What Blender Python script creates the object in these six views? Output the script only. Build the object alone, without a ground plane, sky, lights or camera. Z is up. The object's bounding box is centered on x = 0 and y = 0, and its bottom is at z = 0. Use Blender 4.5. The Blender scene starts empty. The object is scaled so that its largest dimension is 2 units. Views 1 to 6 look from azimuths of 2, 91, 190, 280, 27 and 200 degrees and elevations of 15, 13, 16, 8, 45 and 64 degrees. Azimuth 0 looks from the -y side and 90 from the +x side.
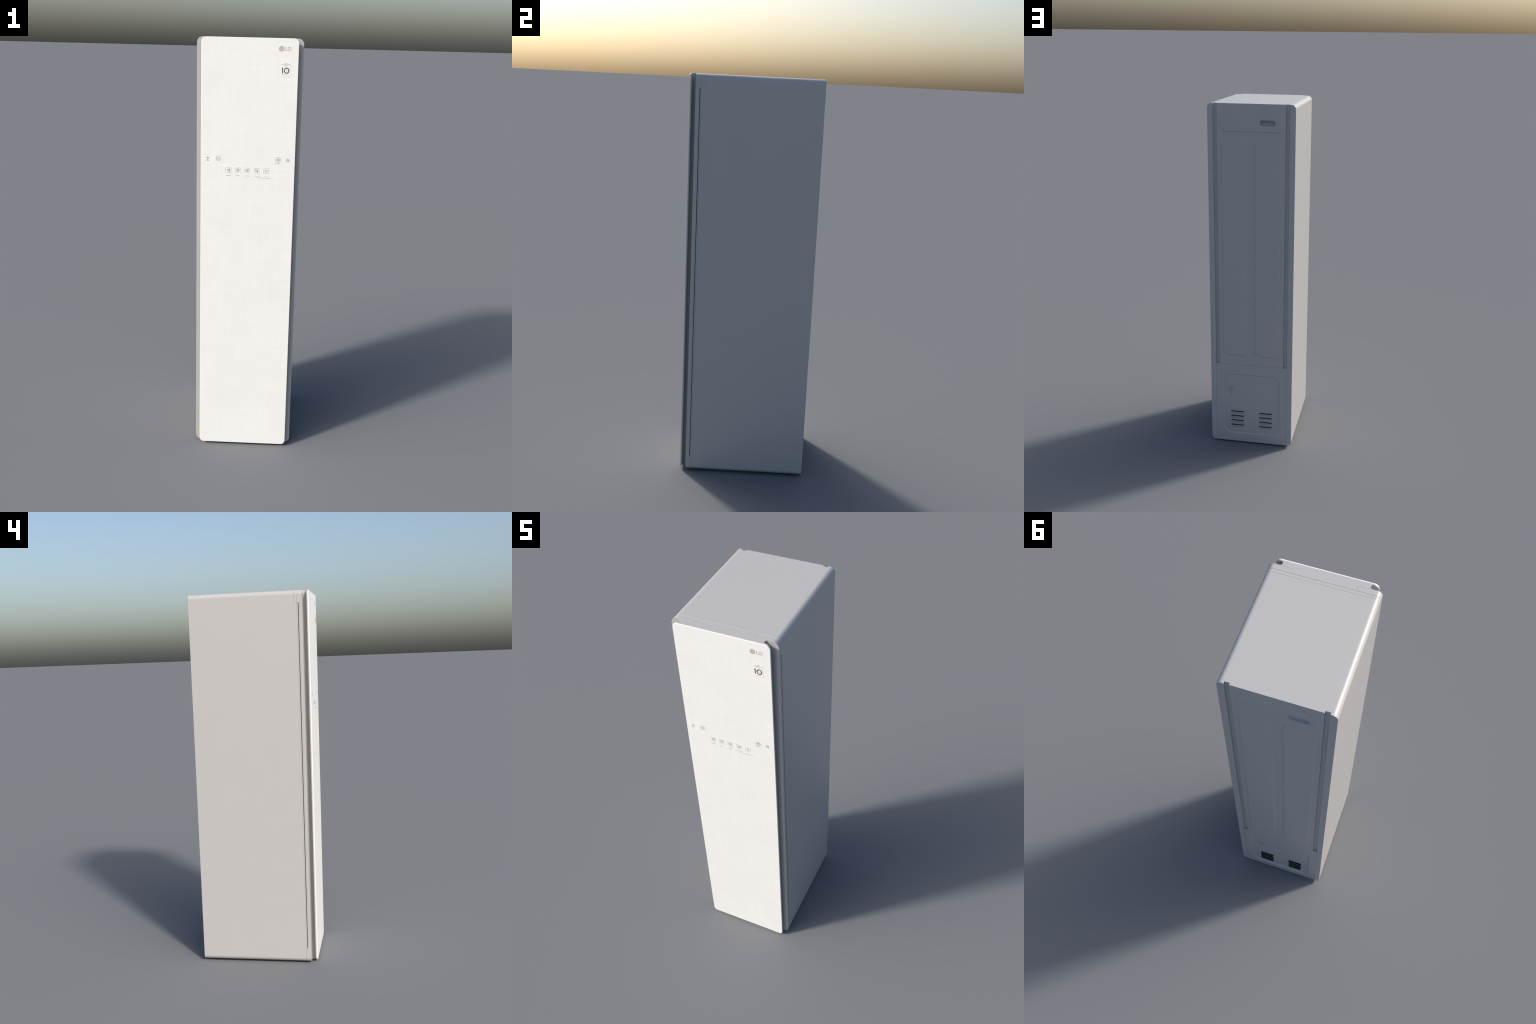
"""Tall narrow clothes-steaming closet: rounded steel cabinet, door with a glass
front panel standing proud of side grip channels, pressed rear panels with louvres."""
import math
import bpy
import bmesh
from mathutils import Vector

# ------------------------------------------------------------------ sizes (m)
HALF_W = 0.2394              # half width of cabinet and door
TOP, BASE = 2.000, 0.0078    # top and underside of cabinet
R_CAB = 0.0250                # corner radius of the cabinet outline
Y_BACK = 0.3128              # sheet-metal back
Y_GUTTER = 0.3032            # floor of the two vertical gutters at the back
Y_RAISED = 0.3176            # face of the raised pressings
Y_SUNK = 0.3080              # face of the sunk lower pressing
Y_SEAM_CAP = -0.2420         # seam behind the top trim
Y_SEAM_DOOR = -0.2585        # seam between cabinet and door
Y_DOOR = -0.2856             # front of the door sides (rear wall of grip channel)
Y_GLASS_BACK = -0.3070        # rear of the panel frame (front wall of grip channel)
Y_FRAME = -0.3124             # joint between panel frame and glass
Y_GLASS = -0.3172            # front of the glass panel
Z_CAP = 1.9332               # lower edge of the hinge covers
PANEL_HALF_W, PANEL_R = 0.2170, 0.0215
PANEL_BASE = 0.0096

# ------------------------------------------------------------------ materials


def new_material(name):
    m = bpy.data.materials.new(name)
    m.use_nodes = True
    nt = m.node_tree
    return m, nt, nt.nodes["Principled BSDF"]


def node(nt, kind, **values):
    n = nt.nodes.new(kind)
    for k, v in values.items():
        if k in n.inputs.keys():
            n.inputs[k].default_value = v
        else:
            setattr(n, k, v)
    return n


def plain(name, color, rough, **more):
    m, nt, b = new_material(name)
    b.inputs["Base Color"].default_value = (*color, 1)
    b.inputs["Roughness"].default_value = rough
    for k, v in more.items():
        b.inputs[k].default_value = v
    return m


def painted_steel():
    """Warm white enamel with a barely visible mottling."""
    m, nt, b = new_material("white_enamel")
    tc = node(nt, "ShaderNodeTexCoord")
    nz = node(nt, "ShaderNodeTexNoise", Scale=7.0, Detail=3.0)
    nt.links.new(tc.outputs["Object"], nz.inputs["Vector"])
    mix = node(nt, "ShaderNodeMix", data_type="RGBA")
    mix.inputs[6].default_value = (*CAB_A, 1)
    mix.inputs[7].default_value = (*CAB_B, 1)
    nt.links.new(nz.outputs["Fac"], mix.inputs[0])
    nt.links.new(mix.outputs[2], b.inputs["Base Color"])
    b.inputs["Roughness"].default_value = 0.28
    b.inputs["Specular IOR Level"].default_value = 0.5
    return m


def linen_glass():
    """White back-printed glass: fine crossed threads and soft cloudy tone."""
    m, nt, b = new_material("linen_printed_glass")
    tc = node(nt, "ShaderNodeTexCoord")

    def threads(scale, seed, detail):
        mp = node(nt, "ShaderNodeMapping", Scale=scale, Location=(seed, 0, seed))
        nt.links.new(tc.outputs["Object"], mp.inputs["Vector"])
        t = node(nt, "ShaderNodeTexNoise", Scale=1.0, Detail=detail, Roughness=0.6)
        nt.links.new(mp.outputs[0], t.inputs["Vector"])
        return t.outputs["Fac"]

    parts = [(threads((330, 1, 13), 3.1, 2.0), 0.34),     # warp, upright
             (threads((13, 1, 330), 7.7, 2.0), 0.34),     # weft, level
             (threads((75, 1, 4.0), 1.3, 1.0), 0.22),
             (threads((4.0, 1, 75), 9.1, 1.0), 0.22),
             (threads((7, 1, 5), 5.2, 1.0), 0.28)]        # clouds
    total = None
    for sock, w in parts:
        mul = node(nt, "ShaderNodeMath", operation="MULTIPLY")
        nt.links.new(sock, mul.inputs[0])
        mul.inputs[1].default_value = w
        if total is None:
            total = mul.outputs[0]
        else:
            add = node(nt, "ShaderNodeMath", operation="ADD")
            nt.links.new(total, add.inputs[0])
            nt.links.new(mul.outputs[0], add.inputs[1])
            total = add.outputs[0]
    ramp = node(nt, "ShaderNodeMapRange")
    nt.links.new(total, ramp.inputs["Value"])
    ramp.inputs["From Min"].default_value = 0.50
    ramp.inputs["From Max"].default_value = 0.95
    mix = node(nt, "ShaderNodeMix", data_type="RGBA")
    mix.inputs[6].default_value = (*GLASS_DARK, 1)
    mix.inputs[7].default_value = (*GLASS_LIGHT, 1)
    nt.links.new(ramp.outputs[0], mix.inputs[0])
    nt.links.new(mix.outputs[2], b.inputs["Base Color"])
    b.inputs["Roughness"].default_value = GLASS_ROUGH
    b.inputs["Metallic"].default_value = GLASS_METAL
    return m


CAB_A, CAB_B = (0.428, 0.424, 0.420), (0.435, 0.431, 0.427)
GLASS_DARK, GLASS_LIGHT = (0.756, 0.760, 0.750), (0.818, 0.822, 0.811)
GLASS_ROUGH, GLASS_METAL = 0.5, 0.0

MAT_CAB = painted_steel()
MAT_GLASS = linen_glass()
MAT_LOGO = plain("silver_print", (0.44, 0.43, 0.42), 0.5)
MAT_LOGO_LIGHT = plain("silver_print_light", (0.60, 0.59, 0.58), 0.5)
MAT_GREY = plain("grey_print", (0.13, 0.13, 0.13), 0.6)
MAT_MID = plain("mid_grey_print", (0.24, 0.24, 0.24), 0.6)
MAT_PALE = plain("pale_grey_print", (0.35, 0.35, 0.35), 0.6)
MAT_BLACK = plain("black_print", (0.014, 0.014, 0.014), 0.6)
MAT_LABEL = plain("white_label", (0.825, 0.82, 0.81), 0.5)
MAT_LABEL_EDGE = plain("label_edge", (0.56, 0.56, 0.57), 0.5)
MAT_VENT_SHADOW = plain("painted_vent_shadow", (0.006, 0.006, 0.007), 0.9)
MAT_RUBBER = plain("black_rubber", (0.016, 0.016, 0.017), 0.7)

# ------------------------------------------------------------------ helpers


def link(ob):
    bpy.context.scene.collection.objects.link(ob)
    return ob


def mesh_object(name, verts, faces, mat=None):
    me = bpy.data.meshes.new(name)
    me.from_pydata(verts, [], faces)
    bm = bmesh.new()
    bm.from_mesh(me)
    bmesh.ops.recalc_face_normals(bm, faces=bm.faces)
    bm.to_mesh(me)
    bm.free()
    if mat:
        me.materials.append(mat)
    return link(bpy.data.objects.new(name, me))


def rounded_rect(x0, x1, z0, z1, r, n=14):
    """Closed outline in the xz plane, counted the same for every call with equal n."""
    r = max(1e-5, min(r, (x1 - x0) / 2 - 1e-5, (z1 - z0) / 2 - 1e-5))
    pts = []
    for cx, cz, a0 in ((x1 - r, z1 - r, 0), (x0 + r, z1 - r, 90), (x0 + r, z0 + r, 180), (x1 - r, z0 + r, 270)):
        for k in range(n + 1):
            a = math.radians(a0 + 90 * k / n)
            pts.append((cx + r * math.cos(a), cz + r * math.sin(a)))
    return pts


def loft(name, loops, mat=None):
    """loops: list of (y, outline); skins them and caps both ends."""
    verts, faces, n = [], [], len(loops[0][1])
    for y, outline in loops:
        verts += [(x, y, z) for x, z in outline]
    for i in range(len(loops) - 1):
        for k in range(n):
            a, b = i * n + k, i * n + (k + 1) % n
            faces.append((a, b, b + n, a + n))
    faces.append(tuple(range(n)))
    faces.append(tuple(range((len(loops) - 1) * n, len(loops) * n)))
    return mesh_object(name, verts, faces, mat)


def slab(name, x0, x1, z0, z1, r, y0, y1, front=0.0008, back=0.0008, mat=None, n=14, steps=4):
    """Rounded-rectangle plate along y whose front and back rims are rounded over."""
    loops = []
    for k in range(steps + 1):
        a = math.pi / 2 * k / steps
        d = front * (1 - math.sin(a))
        loops.append((y0 + front * (1 - math.cos(a)), rounded_rect(x0 + d, x1 - d, z0 + d, z1 - d, r - d, n)))
    for k in range(steps + 1):
        a = math.pi / 2 * k / steps
        d = back * (1 - math.cos(a))
        loops.append((y1 - back * (1 - math.sin(a)), rounded_rect(x0 + d, x1 - d, z0 + d, z1 - d, r - d, n)))
    return loft(name, loops, mat)


def box(name, x0, x1, y0, y1, z0, z1, mat=None):
    v = [(x, y, z) for x in (x0, x1) for y in (y0, y1) for z in (z0, z1)]
    f = [(0, 1, 3, 2), (4, 6, 7, 5), (0, 4, 5, 1), (2, 3, 7, 6), (0, 2, 6, 4), (1, 5, 7, 3)]
    return mesh_object(name, v, f, mat)


def prism_z(name, outline, z0, z1, mat=None):
    """Outline given in xy, extruded along z."""
    n = len(outline)
    v = [(x, y, z0) for x, y in outline] + [(x, y, z1) for x, y in outline]
    f = [(k, (k + 1) % n, (k + 1) % n + n, k + n) for k in range(n)]
    return mesh_object(name, v, f + [tuple(range(n)), tuple(range(n, 2 * n))], mat)


def boolean(ob, cutters, operation="DIFFERENCE"):
    for c in cutters:
        m = ob.modifiers.new("cut", "BOOLEAN")
        m.operation, m.solver, m.object = operation, "EXACT", c
    bake(ob)
    for c in cutters:
        old = c.data
        bpy.data.objects.remove(c)
        bpy.data.meshes.remove(old)
    return ob


def bake(ob):
    graph = bpy.context.evaluated_depsgraph_get()
    graph.update()
    me = bpy.data.meshes.new_from_object(ob.evaluated_get(graph))
    old = ob.data
    ob.modifiers.clear()
    ob.data = me
    me.name = old.name
    bpy.data.meshes.remove(old)


def finish(ob, parent=None, angle=32):
    """Smooth the rounded parts, keep flats flat and edges crisp, hang under parent."""
    me = ob.data
    bm = bmesh.new()
    bm.from_mesh(me)
    bmesh.ops.remove_doubles(bm, verts=bm.verts, dist=1e-6)
    bmesh.ops.dissolve_degenerate(bm, dist=1e-6, edges=bm.edges)
    bm.to_mesh(me)
    bm.free()
    me.polygons.foreach_set("use_smooth", [True] * len(me.polygons))
    me.set_sharp_from_angle(angle=math.radians(angle))
    w = ob.modifiers.new("flats", "WEIGHTED_NORMAL")
    w.keep_sharp, w.weight = True, 100
    bake(ob)
    if parent:
        ob.parent = parent
    return ob


def both_sides(make):
    return [make(1), make(-1)]


def span(s, a, b):
    """Ordered x-range a..b mirrored to side s."""
    return (a, b) if s > 0 else (-b, -a)


# ------------------------------------------------------------------ root
root = link(bpy.data.objects.new("clothes_steam_closet", None))
root["label"] = "tall narrow white clothes steaming closet with linen-patterned glass door"
root["category"] = "steam closet"

# ------------------------------------------------------------------ cabinet
cabinet = slab("cabinet", -HALF_W, HALF_W, BASE, TOP, R_CAB, Y_SEAM_DOOR + 0.00035, Y_BACK,
               front=0.0009, back=0.0006, mat=MAT_CAB, n=20)
cuts = [box("c", -1, 1, -1, Y_SEAM_CAP + 0.00035, Z_CAP, 3),                 # seat of the top trim
        box("c", -0.2090, 0.2090, Y_GUTTER, 1, -1, 3),                      # seat of the rear panels
        box("c", -0.14, 0.14, 0.284, 1, 0.09, 0.22),                        # hollow behind the louvres
        box("c", -0.16, -0.02, 0.280, 1, 1.868, 1.935)]                     # hollow behind the hand grip
boolean(cabinet, cuts)
finish(cabinet, root)

core = slab("inner_frame", -HALF_W + 0.0022, HALF_W - 0.0022, BASE + 0.0022, TOP - 0.0022, R_CAB - 0.0022,
            -0.2612, -0.236, mat=MAT_CAB)
finish(core, cabinet)

trim = slab("top_trim", -HALF_W, HALF_W, BASE, TOP, R_CAB, Y_SEAM_DOOR + 0.00035, Y_SEAM_CAP - 0.00035,
            front=0.0009, back=0.0001, mat=MAT_CAB, n=20)
boolean(trim, [box("c", -1, 1, -1, 1, -1, Z_CAP + 0.0005)])
finish(trim, cabinet)

for sx in (1, -1):
    for y in (-0.214, 0.254):
        loops = []
        pad = 0.0145
        outline = [(pad * math.cos(2 * math.pi * k / 32), pad * math.sin(2 * math.pi * k / 32)) for k in range(32)]
        foot = prism_z("levelling_foot", [(sx * 0.200 + a, y + b) for a, b in outline], 0.0, BASE + 0.004, MAT_RUBBER)
        finish(foot, root)

# ------------------------------------------------------------------ rear panels


def pressing(name, x0, x1, z0, z1, r, y0, y1, slope=0.006, below=0.0015, mat=MAT_CAB):
    """Shallow pressed field: S-shaped flank from sheet level y0 to y1."""
    loops = [(y0 - below * (1 if y1 > y0 else -1), rounded_rect(x0, x1, z0, z1, r))]
    for k in range(7):
        t = k / 6
        s = 0.75 * t + 0.25 * t * t * (3 - 2 * t)
        d = slope * t
        loops.append((y0 + (y1 - y0) * s, rounded_rect(x0 + d, x1 - d, z0 + d, z1 - d, r - d * 0.6)))
    return loft(name, loops, mat)


rear = slab("upper_rear_panel", -0.1865, 0.1865, 0.5058, TOP, 0.0001, Y_GUTTER, Y_BACK,
            front=0.00002, back=0.0006, mat=MAT_CAB, n=3)

GRIP_FLOOR = [(0.3164 - 0.0042 * k, 0.0002 * k * k, 0.0010 * k ** 1.9, 0.0002 * k) for k in range(1, 7)]   # y, end inset, floor rise, ceiling drop
GRIP = (-0.1331, -0.0476, 1.8850, 1.9150)


def grip_cutter():
    x0, x1, z0, z1 = GRIP
    return loft("c", [(y, rounded_rect(x0 - 0.0006, x1 + 0.0006, z0 - 0.0006, z1 + 0.0006, 0.0148)) for y in (0.28, 0.33)])


def ring_cutter(offset, radius, y):
    """Round-section groove running round the grip."""
    x0, x1, z0, z1 = GRIP
    inner, outer = [], []
    verts, faces, m = [], [], 10
    path = None
    for k in range(m):
        a = 2 * math.pi * k / m
        d = offset + radius * math.cos(a)
        o = rounded_rect(x0 - d, x1 + d, z0 - d * 0.82, z1 + d * 0.82, 0.0145 + d * 0.82)
        verts += [(x, y + radius * 0.28 * math.sin(a), z) for x, z in o]
        path = len(o)
    for k in range(m):
        for j in range(path):
            a, b = k * path + j, k * path + (j + 1) % path
            c, d = ((k + 1) % m) * path + (j + 1) % path, ((k + 1) % m) * path + j
            faces.append((a, b, c, d))
    return mesh_object("c", verts, faces)


boolean(rear, [grip_cutter()])
finish(rear, root)

grip_field = pressing("raised_pressing", -0.1675, 0.1675, 1.8500, 1.9535, 0.032, Y_BACK, Y_RAISED)
boolean(grip_field, [ring_cutter(0.0085, 0.0034, Y_RAISED)])
boolean(grip_field, [grip_cutter()])
finish(grip_field, rear)

# bowl behind the grip opening
x0, x1, z0, z1 = GRIP
rim = Y_RAISED - 0.0006
lips = [(rim, -0.0011, -0.0011, -0.0011), (rim - 0.0006, 0, 0, 0)] + GRIP_FLOOR
bowl = loft("hand_grip_bowl", [(y, rounded_rect(x0 + d, x1 - d, z0 + up, z1 - dn, 0.0145)) for y, d, up, dn in lips], MAT_CAB)
bm = bmesh.new()
bm.from_mesh(bowl.data)
bmesh.ops.delete(bm, geom=[f for f in bm.faces if abs(f.calc_center_median().y - rim) < 1e-4], context="FACES")
bm.to_mesh(bowl.data)
bm.free()
finish(bowl, rear, 60)

for s in (1, -1):
    a, b = span(s, 0.0205, 0.1640)
    finish(pressing("raised_pressing", a, b, 0.5630, 1.8250, 0.034, Y_BACK, Y_RAISED), rear)

lower = slab("lower_rear_panel", -0.2084, 0.2084, BASE, 0.5052, 0.0001, Y_GUTTER, Y_BACK,
             front=0.00002, back=0.0006, mat=MAT_CAB, n=3)
sunk = loft("c", [(0.330, rounded_rect(-0.169, 0.169, 0.0585, 0.4455, 0.050))] +
            [(Y_BACK + 0.0002 - (Y_BACK + 0.0002 - Y_SUNK) * (0.75 * t + 0.25 * t * t * (3 - 2 * t)),
              rounded_rect(-0.169 + 0.0065 * t, 0.169 - 0.0065 * t, 0.0585 + 0.0065 * t, 0.4455 - 0.0065 * t, 0.050 - 0.004 * t))
             for t in (0, 0.17, 0.33, 0.5, 0.67, 0.83, 1)])
boolean(lower, [sunk])

VENT_TOPS = [0.2030 - 0.0290 * k for k in range(4)]
VENT_X = ((0.0425, 0.1245), (-0.1258, -0.0450))
slots = [loft("c", [(y, [(a, z), (b, z), (b - 0.0065, z - 0.0125), (a + 0.0065, z - 0.0125)]) for y in (0.29, 0.32)])
         for a, b in VENT_X for z in VENT_TOPS]
boolean(lower, slots)
# pressed-in four-armed mark near the upper corner of the sunk field
mark = [(0.1172, 0.1258, 0.3528, 0.3630), (0.1275, 0.1402, 0.3428, 0.3500),
        (0.1040, 0.1148, 0.3415, 0.3500), (0.1172, 0.1262, 0.3135, 0.3390)]
boolean(lower, [box("c", a, b, Y_SUNK - 0.0036, 0.33, c, d) for a, b, c, d in mark])
lower.data.materials.append(MAT_VENT_SHADOW)
for p in lower.data.polygons:       # slot walls set to near-black
    c = p.center
    if abs(p.normal.y) < 0.1 and Y_GUTTER < c.y < Y_SUNK and 0.09 < c.z < 0.21 and abs(c.x) < 0.13:
        p.material_index = 1
finish(lower, root)


def louvre(x0, x1, z_top):
    """Tongue pressed outwards below its slot, open at the top, ends tapering in."""
    lip, drop, taper, th = 0.0092, 0.0150, 0.0070, 0.0006
    y = Y_SUNK - 0.0004
    rows = []
    for k in range(6):
        t = k / 5                       # 0 at the open lip, 1 where it runs out
        out = lip * math.cos(t * math.pi / 2) ** 0.8
        a, b, z = x0 + 0.0055 * t, x1 - 0.0055 * t, z_top - drop * t
        rows.append([(a - 0.0006, y, z), (a + taper, y + out, z - 0.0008), (b - taper, y + out, z - 0.0008), (b + 0.0006, y, z)])
    v = [p for r in rows for p in r]
    f = [(4 * i + j, 4 * i + j + 1, 4 * i + j + 5, 4 * i + j + 4) for i in range(5) for j in range(3)]
    ob = mesh_object("louvre", v, f, MAT_CAB)
    m = ob.modifiers.new("thick", "SOLIDIFY")
    m.thickness, m.offset = th, 0
    bake(ob)
    ob.data.materials.append(MAT_VENT_SHADOW)      # near-black inner face of the tongue
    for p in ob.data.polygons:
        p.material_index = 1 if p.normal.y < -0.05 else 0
    return finish(ob, lower, 50)


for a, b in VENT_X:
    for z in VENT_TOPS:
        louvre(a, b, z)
shadow_box = box("vent_shadow_box", -0.139, 0.139, 0.286, 0.3031, 0.091, 0.219, MAT_VENT_SHADOW)      # black open box modelled as the darkness behind the slots
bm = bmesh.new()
bm.from_mesh(shadow_box.data)
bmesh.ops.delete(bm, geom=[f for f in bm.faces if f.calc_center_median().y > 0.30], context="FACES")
bm.to_mesh(shadow_box.data)
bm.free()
finish(shadow_box, lower)

# ------------------------------------------------------------------ door
door = slab("door", -HALF_W, HALF_W, BASE, TOP, R_CAB, Y_GLASS_BACK, Y_SEAM_DOOR - 0.00035,
            front=0.00002, back=0.0001, mat=MAT_CAB, n=20)


def grip_channel(s):
    """Slot with a round inner end, open to the side, running the full height."""
    y0, y1, xi = Y_GLASS_BACK - 0.003, Y_DOOR, 0.1845
    yc, r = (Y_GLASS_BACK - 0.0006 + y1) / 2, (y1 - Y_GLASS_BACK + 0.0006) / 2
    pts = [(0.30, y0), (xi + r, y0)]
    for k in range(17):
        a = math.radians(270 - 180 * k / 16)
        pts.append((xi + r + r * math.cos(a), yc + r * math.sin(a)))
    pts.append((0.30, y1))
    return prism_z("c", [(s * x, y) for x, y in pts], -1, 3)


def side_slit(s):
    """Shallow flared trough with a narrow dark slit at its bottom."""
    w = s * HALF_W
    pts = [(w + s * 0.01, -0.2735), (w, -0.2735), (w - s * 0.0018, -0.2668), (w - s * 0.032, -0.2668),
           (w - s * 0.032, -0.2634), (w - s * 0.0004, -0.2634), (w - s * 0.0004, -0.25), (w + s * 0.01, -0.25)]
    return prism_z("c", pts, 0.086, Z_CAP - 0.0002)


boolean(door, both_sides(grip_channel))
boolean(door, both_sides(side_slit))
# seats of the hinge covers
boolean(door, both_sides(lambda s: box("c", *span(s, 0.1360, 0.3), -0.2824, -0.2, Z_CAP, 3)))
# hairline joints of the door end pieces
joints = []
for z in (1.9128, 0.1185):
    for s in (1, -1):
        joints.append(box("c", *span(s, HALF_W - 0.0007, 0.3), -0.30, -0.2745, z - 0.0004, z + 0.0004))
        joints.append(box("c", *span(s, 0.198, 0.2401), -0.30, Y_DOOR + 0.0007, z - 0.0004, z + 0.0004))
boolean(door, joints)
finish(door, root)

for s in (1, -1):
    cover = slab("hinge_cover", -HALF_W, HALF_W, BASE, TOP, R_CAB, -0.2822, Y_SEAM_DOOR - 0.00035,
                 front=0.0004, back=0.0001, mat=MAT_CAB, n=20)
    boolean(cover, [box("c", -1, 1, -1, 1, -1, Z_CAP + 0.0005), box("c", *span(s, -1, 0.1366), -1, 1, -1, 3)])
    finish(cover, door)

glass = slab("front_panel", -PANEL_HALF_W, PANEL_HALF_W, PANEL_BASE, TOP, PANEL_R, Y_GLASS, Y_FRAME,
             front=0.0013, back=0.00002, mat=MAT_GLASS, n=20, steps=7)
finish(glass, door, 40)
frame = slab("panel_frame", -PANEL_HALF_W, PANEL_HALF_W, PANEL_BASE, TOP, PANEL_R, Y_FRAME, Y_GLASS_BACK,
             front=0.00002, back=0.00002, mat=MAT_CAB, n=20)
finish(frame, door, 40)

# ------------------------------------------------------------------ print on the glass
PRINT = 0.00015      # thickness of the printed marks
FACE = Y_GLASS


def flat(name, outlines, mat, lift=PRINT):
    """Printed shape: xz polygons given a hair of thickness on the glass."""
    v, f = [], []
    for o in outlines:
        n, i, up = len(o), len(v), lift + 0.00001 * getattr(o, "level", 0)
        v += [(x, FACE - up, z) for x, z in o] + [(x, FACE + 0.0003, z) for x, z in o]
        f += [tuple(range(i, i + n)), tuple(range(i + n, i + 2 * n))]
        f += [(i + k, i + (k + 1) % n, i + n + (k + 1) % n, i + n + k) for k in range(n)]
    ob = mesh_object(name, v, f, mat)
    ob.parent = door
    return ob


class Piece(list):
    """Polygon that knows its own tiny print level, so that crossing strokes never share a plane."""
    level = 0


def stroke(points, w, closed=False):
    """Mitred quads of width w along a polyline."""
    stroke.count = getattr(stroke, "count", 0) + 1
    p = [Vector(q) for q in points]
    n = len(p)
    left, right = [], []
    for i in range(n):
        a = p[i - 1] if i or closed else None
        b = p[(i + 1) % n] if i < n - 1 or closed else None
        d1 = (p[i] - a).normalized() if a is not None else (b - p[i]).normalized()
        d2 = (b - p[i]).normalized() if b is not None else d1
        m = (d1 + d2)
        m = m.normalized() if m.length > 1e-6 else d1
        side = Vector((-m.y, m.x))
        side *= w / 2 / max(0.45, side.dot(Vector((-d1.y, d1.x))))
        left.append(p[i] + side)
        right.append(p[i] - side)
    out = []
    for i in range(n if closed else n - 1):
        j = (i + 1) % n
        q = Piece(tuple(v) for v in (left[i], left[j], right[j], right[i]))
        q.level = stroke.count % 7 + 1
        out.append(q)
    return out


def arc(cx, cz, r, a0=0, a1=360, n=40):
    return [(cx + r * math.cos(math.radians(a0 + (a1 - a0) * k / n)), cz + r * math.sin(math.radians(a0 + (a1 - a0) * k / n)))
            for k in range(n + 1)]


def ring_band(name, inner, outer, mat, lift=PRINT):
    n = len(inner)
    v = [(x, y, z) for o in (inner, outer) for y in (FACE - lift, FACE + 0.0003) for x, z in o]
    f = []
    for k in range(n):
        j = (k + 1) % n
        f += [(k, j, 2 * n + j, 2 * n + k), (n + k, n + j, 3 * n + j, 3 * n + k),
              (k, j, n + j, n + k), (2 * n + k, 2 * n + j, 3 * n + j, 3 * n + k)]
    ob = mesh_object(name, v, f, mat)
    ob.parent = door
    return ob


def circle_line(name, cx, cz, r, w, mat, lift=PRINT):
    return ring_band(name, arc(cx, cz, r - w / 2, n=47)[:-1], arc(cx, cz, r + w / 2, n=47)[:-1], mat, lift)


def square_line(name, x0, x1, z0, z1, r, w, mat):
    h = w / 2
    return ring_band(name, rounded_rect(x0 + h, x1 - h, z0 + h, z1 - h, r - h, 5), rounded_rect(x0 - h, x1 + h, z0 - h, z1 + h, r + h, 5), mat)


def lettering(name, text, x0, x1, z0, z1, mat, weight=0.0, lift=PRINT):
    """Built-in font, fitted to the box x0..x1, z0..z1 on the glass."""
    cu = bpy.data.curves.new(name, "FONT")
    cu.body, cu.size, cu.extrude, cu.offset = text, 1.0, 0.02, weight
    cu.resolution_u = 4
    tmp = link(bpy.data.objects.new(name, cu))
    graph = bpy.context.evaluated_depsgraph_get()
    graph.update()
    me = bpy.data.meshes.new_from_object(tmp.evaluated_get(graph))
    bpy.data.objects.remove(tmp)
    xs, ys = [v.co.x for v in me.vertices], [v.co.y for v in me.vertices]
    sx, sy = (x1 - x0) / (max(xs) - min(xs)), (z1 - z0) / (max(ys) - min(ys))
    lx, ly = min(xs), min(ys)
    for v in me.vertices:
        v.co = Vector((x0 + (v.co.x - lx) * sx, FACE - (lift if v.co.z > 0 else -0.0003), z0 + (v.co.y - ly) * sy))
    me.materials.clear()
    me.materials.append(mat)
    me.name = name
    ob = link(bpy.data.objects.new(name, me))
    ob.parent = door
    return ob


# maker's mark: round face emblem and two letters
flat("round_emblem", [arc(0.1402, 1.9547, 0.0124, n=48)[:-1]], MAT_LOGO)
flat("emblem_line", stroke(arc(0.1402, 1.9547, 0.0098, 90, 360, 30), 0.0007) +
     stroke([(0.1500, 1.9547), (0.1440, 1.9547)], 0.0007) +
     stroke([(0.1402, 1.9592), (0.1402, 1.9502), (0.1428, 1.9502)], 0.0008), MAT_LOGO_LIGHT, PRINT + 0.00015)
flat("emblem_dot", [arc(0.1362, 1.9575, 0.0014, n=16)[:-1]], MAT_LOGO_LIGHT, PRINT + 0.00015)
flat("maker_letter", [[(0.1562, 1.9633), (0.1596, 1.9633), (0.1596, 1.9495), (0.1676, 1.9495), (0.1676, 1.9463), (0.1562, 1.9463)]], MAT_LOGO)
flat("maker_letter", stroke(arc(0.1755, 1.9548, 0.0071, 38, 325, 30), 0.0033) +
     stroke([(0.1808, 1.9495), (0.1808, 1.9551), (0.1760, 1.9551)], 0.0030), MAT_LOGO)

# warranty label
flat("warranty_label", [rounded_rect(0.1395, 0.1812, 1.8372, 1.8955, 0.0012, 3)], MAT_LABEL, 0.00015)
flat("label_border", stroke([(0.1812, 1.8930), (0.1812, 1.8372), (0.1405, 1.8372)], 0.0009), MAT_LABEL_EDGE, 0.0003)
flat("label_rule", stroke([(0.1416, 1.8781), (0.1799, 1.8783)], 0.0007), MAT_LABEL_EDGE, 0.0003)
lettering("label_text", "INVERTER", 0.1522, 0.1697, 1.8918, 1.8944, MAT_GREY, 0.01, 0.0003)
lettering("label_text", "DirectDrive", 0.1425, 0.1793, 1.8848, 1.8897, MAT_GREY, 0.0, 0.0003)
lettering("label_text", "MOTOR", 0.1519, 0.1697, 1.8808, 1.8835, MAT_GREY, 0.0, 0.0003)
flat("label_numeral", [[(0.1490, 1.8737), (0.1490, 1.8484), (0.1449, 1.8484), (0.1449, 1.8676), (0.1432, 1.8676), (0.1432, 1.8700), (0.1455, 1.8737)]], MAT_BLACK, 0.0004)
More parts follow.
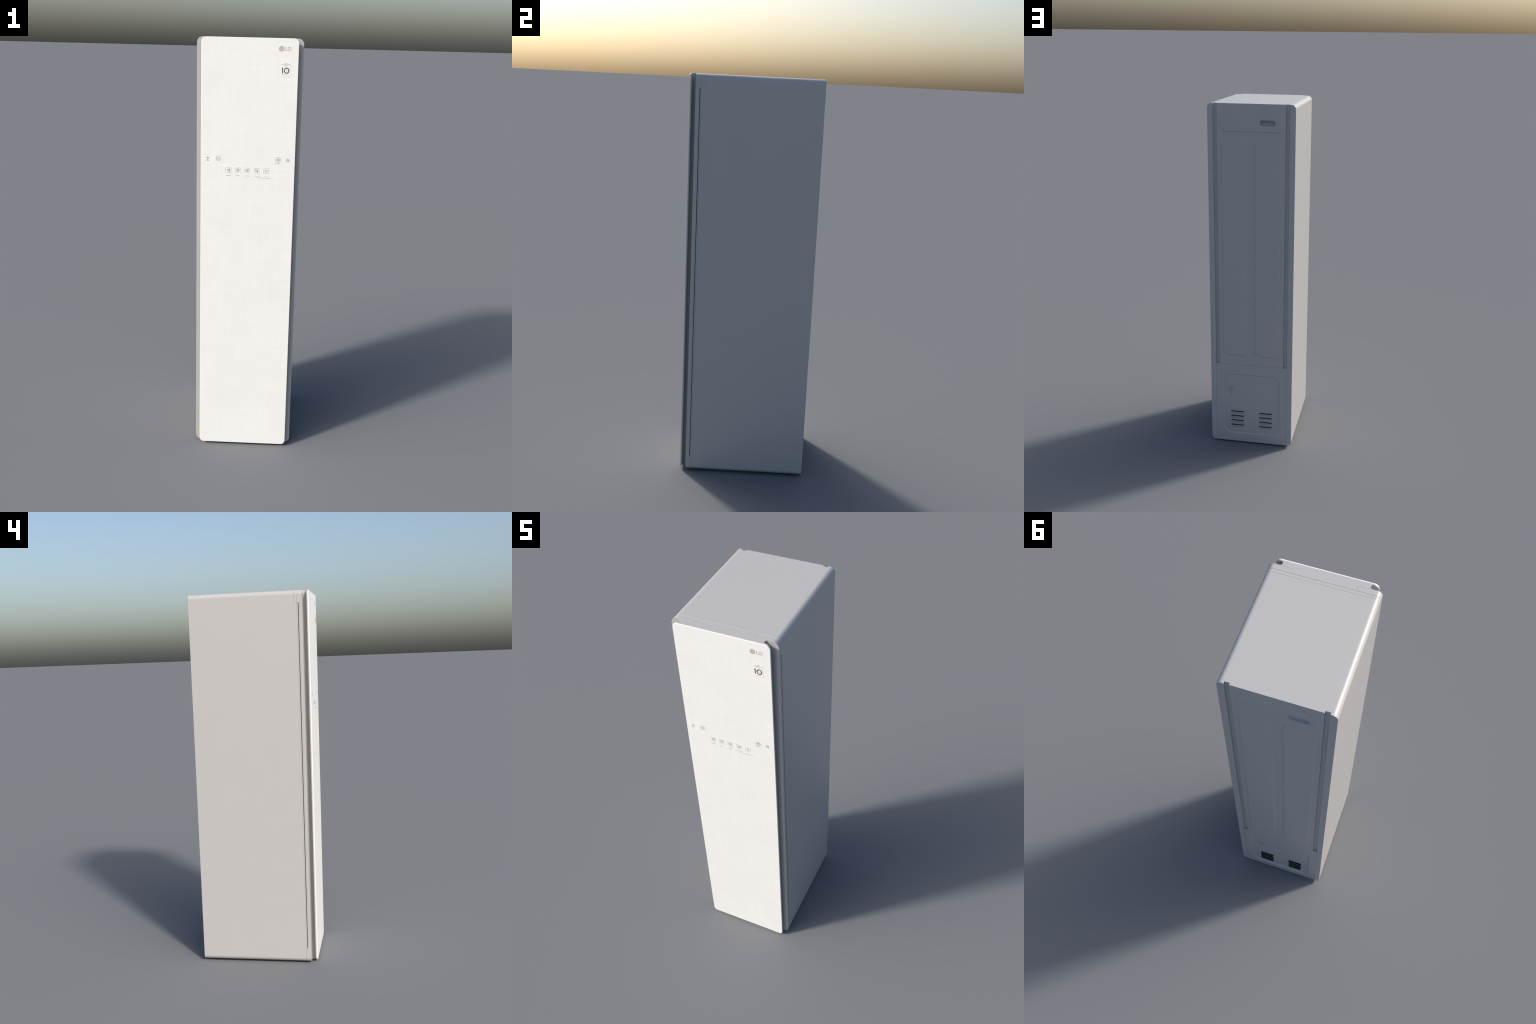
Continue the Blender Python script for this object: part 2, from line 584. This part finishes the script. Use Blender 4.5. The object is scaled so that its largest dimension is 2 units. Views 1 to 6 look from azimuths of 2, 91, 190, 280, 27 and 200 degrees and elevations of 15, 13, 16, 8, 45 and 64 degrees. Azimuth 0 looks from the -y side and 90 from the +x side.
ring_band("label_numeral", [(0.1652 + 0.0081 * math.cos(a), 1.8611 + 0.0091 * math.sin(a)) for a in [2 * math.pi * k / 48 for k in range(48)]],
          [(0.1652 + 0.0122 * math.cos(a), 1.8611 + 0.0130 * math.sin(a)) for a in [2 * math.pi * k / 48 for k in range(48)]], MAT_BLACK, 0.0004)
lettering("label_text", "YEAR", 0.1600, 0.1710, 1.8592, 1.8628, MAT_GREY, 0.0, 0.0003)
lettering("label_text", "WARRANTY", 0.1450, 0.1766, 1.8417, 1.8444, MAT_GREY, 0.0, 0.0003)

# touch controls, upper row
circle_line("power_button", -0.1348, 1.4612, 0.0114, 0.0012, MAT_GREY)
flat("power_symbol", stroke(arc(-0.1348, 1.4608, 0.0048, 120, 420, 26), 0.0014) +
     stroke([(-0.1348, 1.4612), (-0.1348, 1.4668)], 0.0010), MAT_GREY)
circle_line("start_button", 0.1386, 1.4612, 0.0111, 0.0012, MAT_GREY)
flat("start_symbol", [[(0.1342, 1.4656), (0.1380, 1.4614), (0.1342, 1.4572)],
                      [(0.1392, 1.4655), (0.1409, 1.4655), (0.1409, 1.4575), (0.1392, 1.4575)],
                      [(0.1417, 1.4655), (0.1434, 1.4655), (0.1434, 1.4575), (0.1417, 1.4575)]], MAT_BLACK)
lettering("control_text", "Start/Pause", 0.1281, 0.1487, 1.4434, 1.4474, MAT_GREY)
# moisture symbol: tilted spout over a tray
flat("tank_symbol", [[(-0.1905, 1.4650), (-0.1870, 1.4662), (-0.1838, 1.4640), (-0.1842, 1.4618), (-0.1890, 1.4615)],
                     [(-0.1846, 1.4622), (-0.1805, 1.4642), (-0.1789, 1.4630), (-0.1818, 1.4572), (-0.1842, 1.4572)]] +
     stroke([(-0.1890, 1.4540), (-0.1860, 1.4560), (-0.1822, 1.4548)], 0.0018) +
     stroke([(-0.1922, 1.4508), (-0.1850, 1.4512), (-0.1782, 1.4504)], 0.0020), MAT_MID)
flat("drain_symbol", stroke([(0.1785, 1.4545), (0.1785, 1.4630), (0.1842, 1.4662), (0.1896, 1.4630), (0.1896, 1.4545)], 0.0017) +
     stroke(arc(0.1846, 1.4600, 0.0030, 0, 360, 16), 0.0016) + stroke([(0.1850, 1.4575), (0.1880, 1.4550)], 0.0018) +
     stroke([(0.1770, 1.4530), (0.1800, 1.4538)], 0.0011) + stroke([(0.1880, 1.4538), (0.1916, 1.4525)], 0.0011), MAT_MID)

# touch controls, lower row of five cycle keys
KEYS = [-0.0882, -0.0444, -0.0012, 0.0428, 0.0868]
NAMES = [("Refresh", 0.0213), ("Sanitary", 0.0208), ("Styling", 0.0186), ("Custom Cycle", 0.0288), ("Dry", 0.0105)]
for cx, (word, wide) in zip(KEYS, NAMES):
    square_line("cycle_key", cx - 0.0122, cx + 0.0122, 1.4087 - 0.0114, 1.4087 + 0.0114, 0.0022, 0.0011, MAT_PALE)
    lettering("control_text", word, cx - wide / 2, cx + wide / 2, 1.3812, 1.3850, MAT_GREY)
lettering("control_text", "Remote Start, Smart Diagnosis", 0.0436, 0.1082, 1.3735, 1.3775, MAT_GREY)

SHIRT = [(-1.0, 0.55), (-0.45, 0.9), (0.0, 0.62), (0.45, 0.9), (1.0, 0.55), (0.78, 0.1), (0.5, 0.25), (0.5, -0.9), (-0.5, -0.9), (-0.5, 0.25), (-0.78, 0.1)]


def shirt(cx, cz, s, w):
    return stroke([(cx + a * s, cz + b * s) for a, b in SHIRT], w, True)


k = KEYS
flat("cycle_symbol", shirt(k[0] + 0.0010, 1.4085, 0.0062, 0.0014) + stroke([(k[0] - 0.0025, 1.4028), (k[0] + 0.0058, 1.4022)], 0.0015) +
     stroke([(k[0] + 0.0050, 1.4025), (k[0] + 0.0068, 1.4095)], 0.0014), MAT_GREY)
flat("cycle_symbol", shirt(k[1] - 0.0003, 1.4102, 0.0062, 0.0013) + stroke([(k[1] - 0.0055, 1.4056), (k[1] + 0.0015, 1.4050), (k[1] + 0.0018, 1.4030)], 0.0013) +
     stroke([(k[1] + 0.0018, 1.4035), (k[1] + 0.0066, 1.4095)], 0.0012), MAT_GREY)
flat("cycle_symbol", shirt(k[2] - 0.0012, 1.4085, 0.0062, 0.0012) + stroke([(k[2] + 0.0018, 1.4122), (k[2] + 0.0076, 1.4116), (k[2] + 0.0030, 1.4092), (k[2] + 0.0034, 1.4068)], 0.0012) +
     stroke([(k[2] + 0.0002, 1.4045), (k[2] + 0.0064, 1.4043)], 0.0017), MAT_GREY)
flat("cycle_symbol", shirt(k[3] - 0.0012, 1.4085, 0.0060, 0.0012) + [[(k[3] + 0.0006, 1.4068), (k[3] + 0.0058, 1.4082), (k[3] + 0.0058, 1.4030), (k[3] + 0.0006, 1.4030)]], MAT_GREY)
flat("cycle_symbol", stroke(arc(k[4], 1.4082, 0.0052, 70, 405, 24), 0.0012) + stroke([(k[4] + 0.0005, 1.4112), (k[4] - 0.0002, 1.4082), (k[4] + 0.0022, 1.4066)], 0.0009), MAT_GREY)
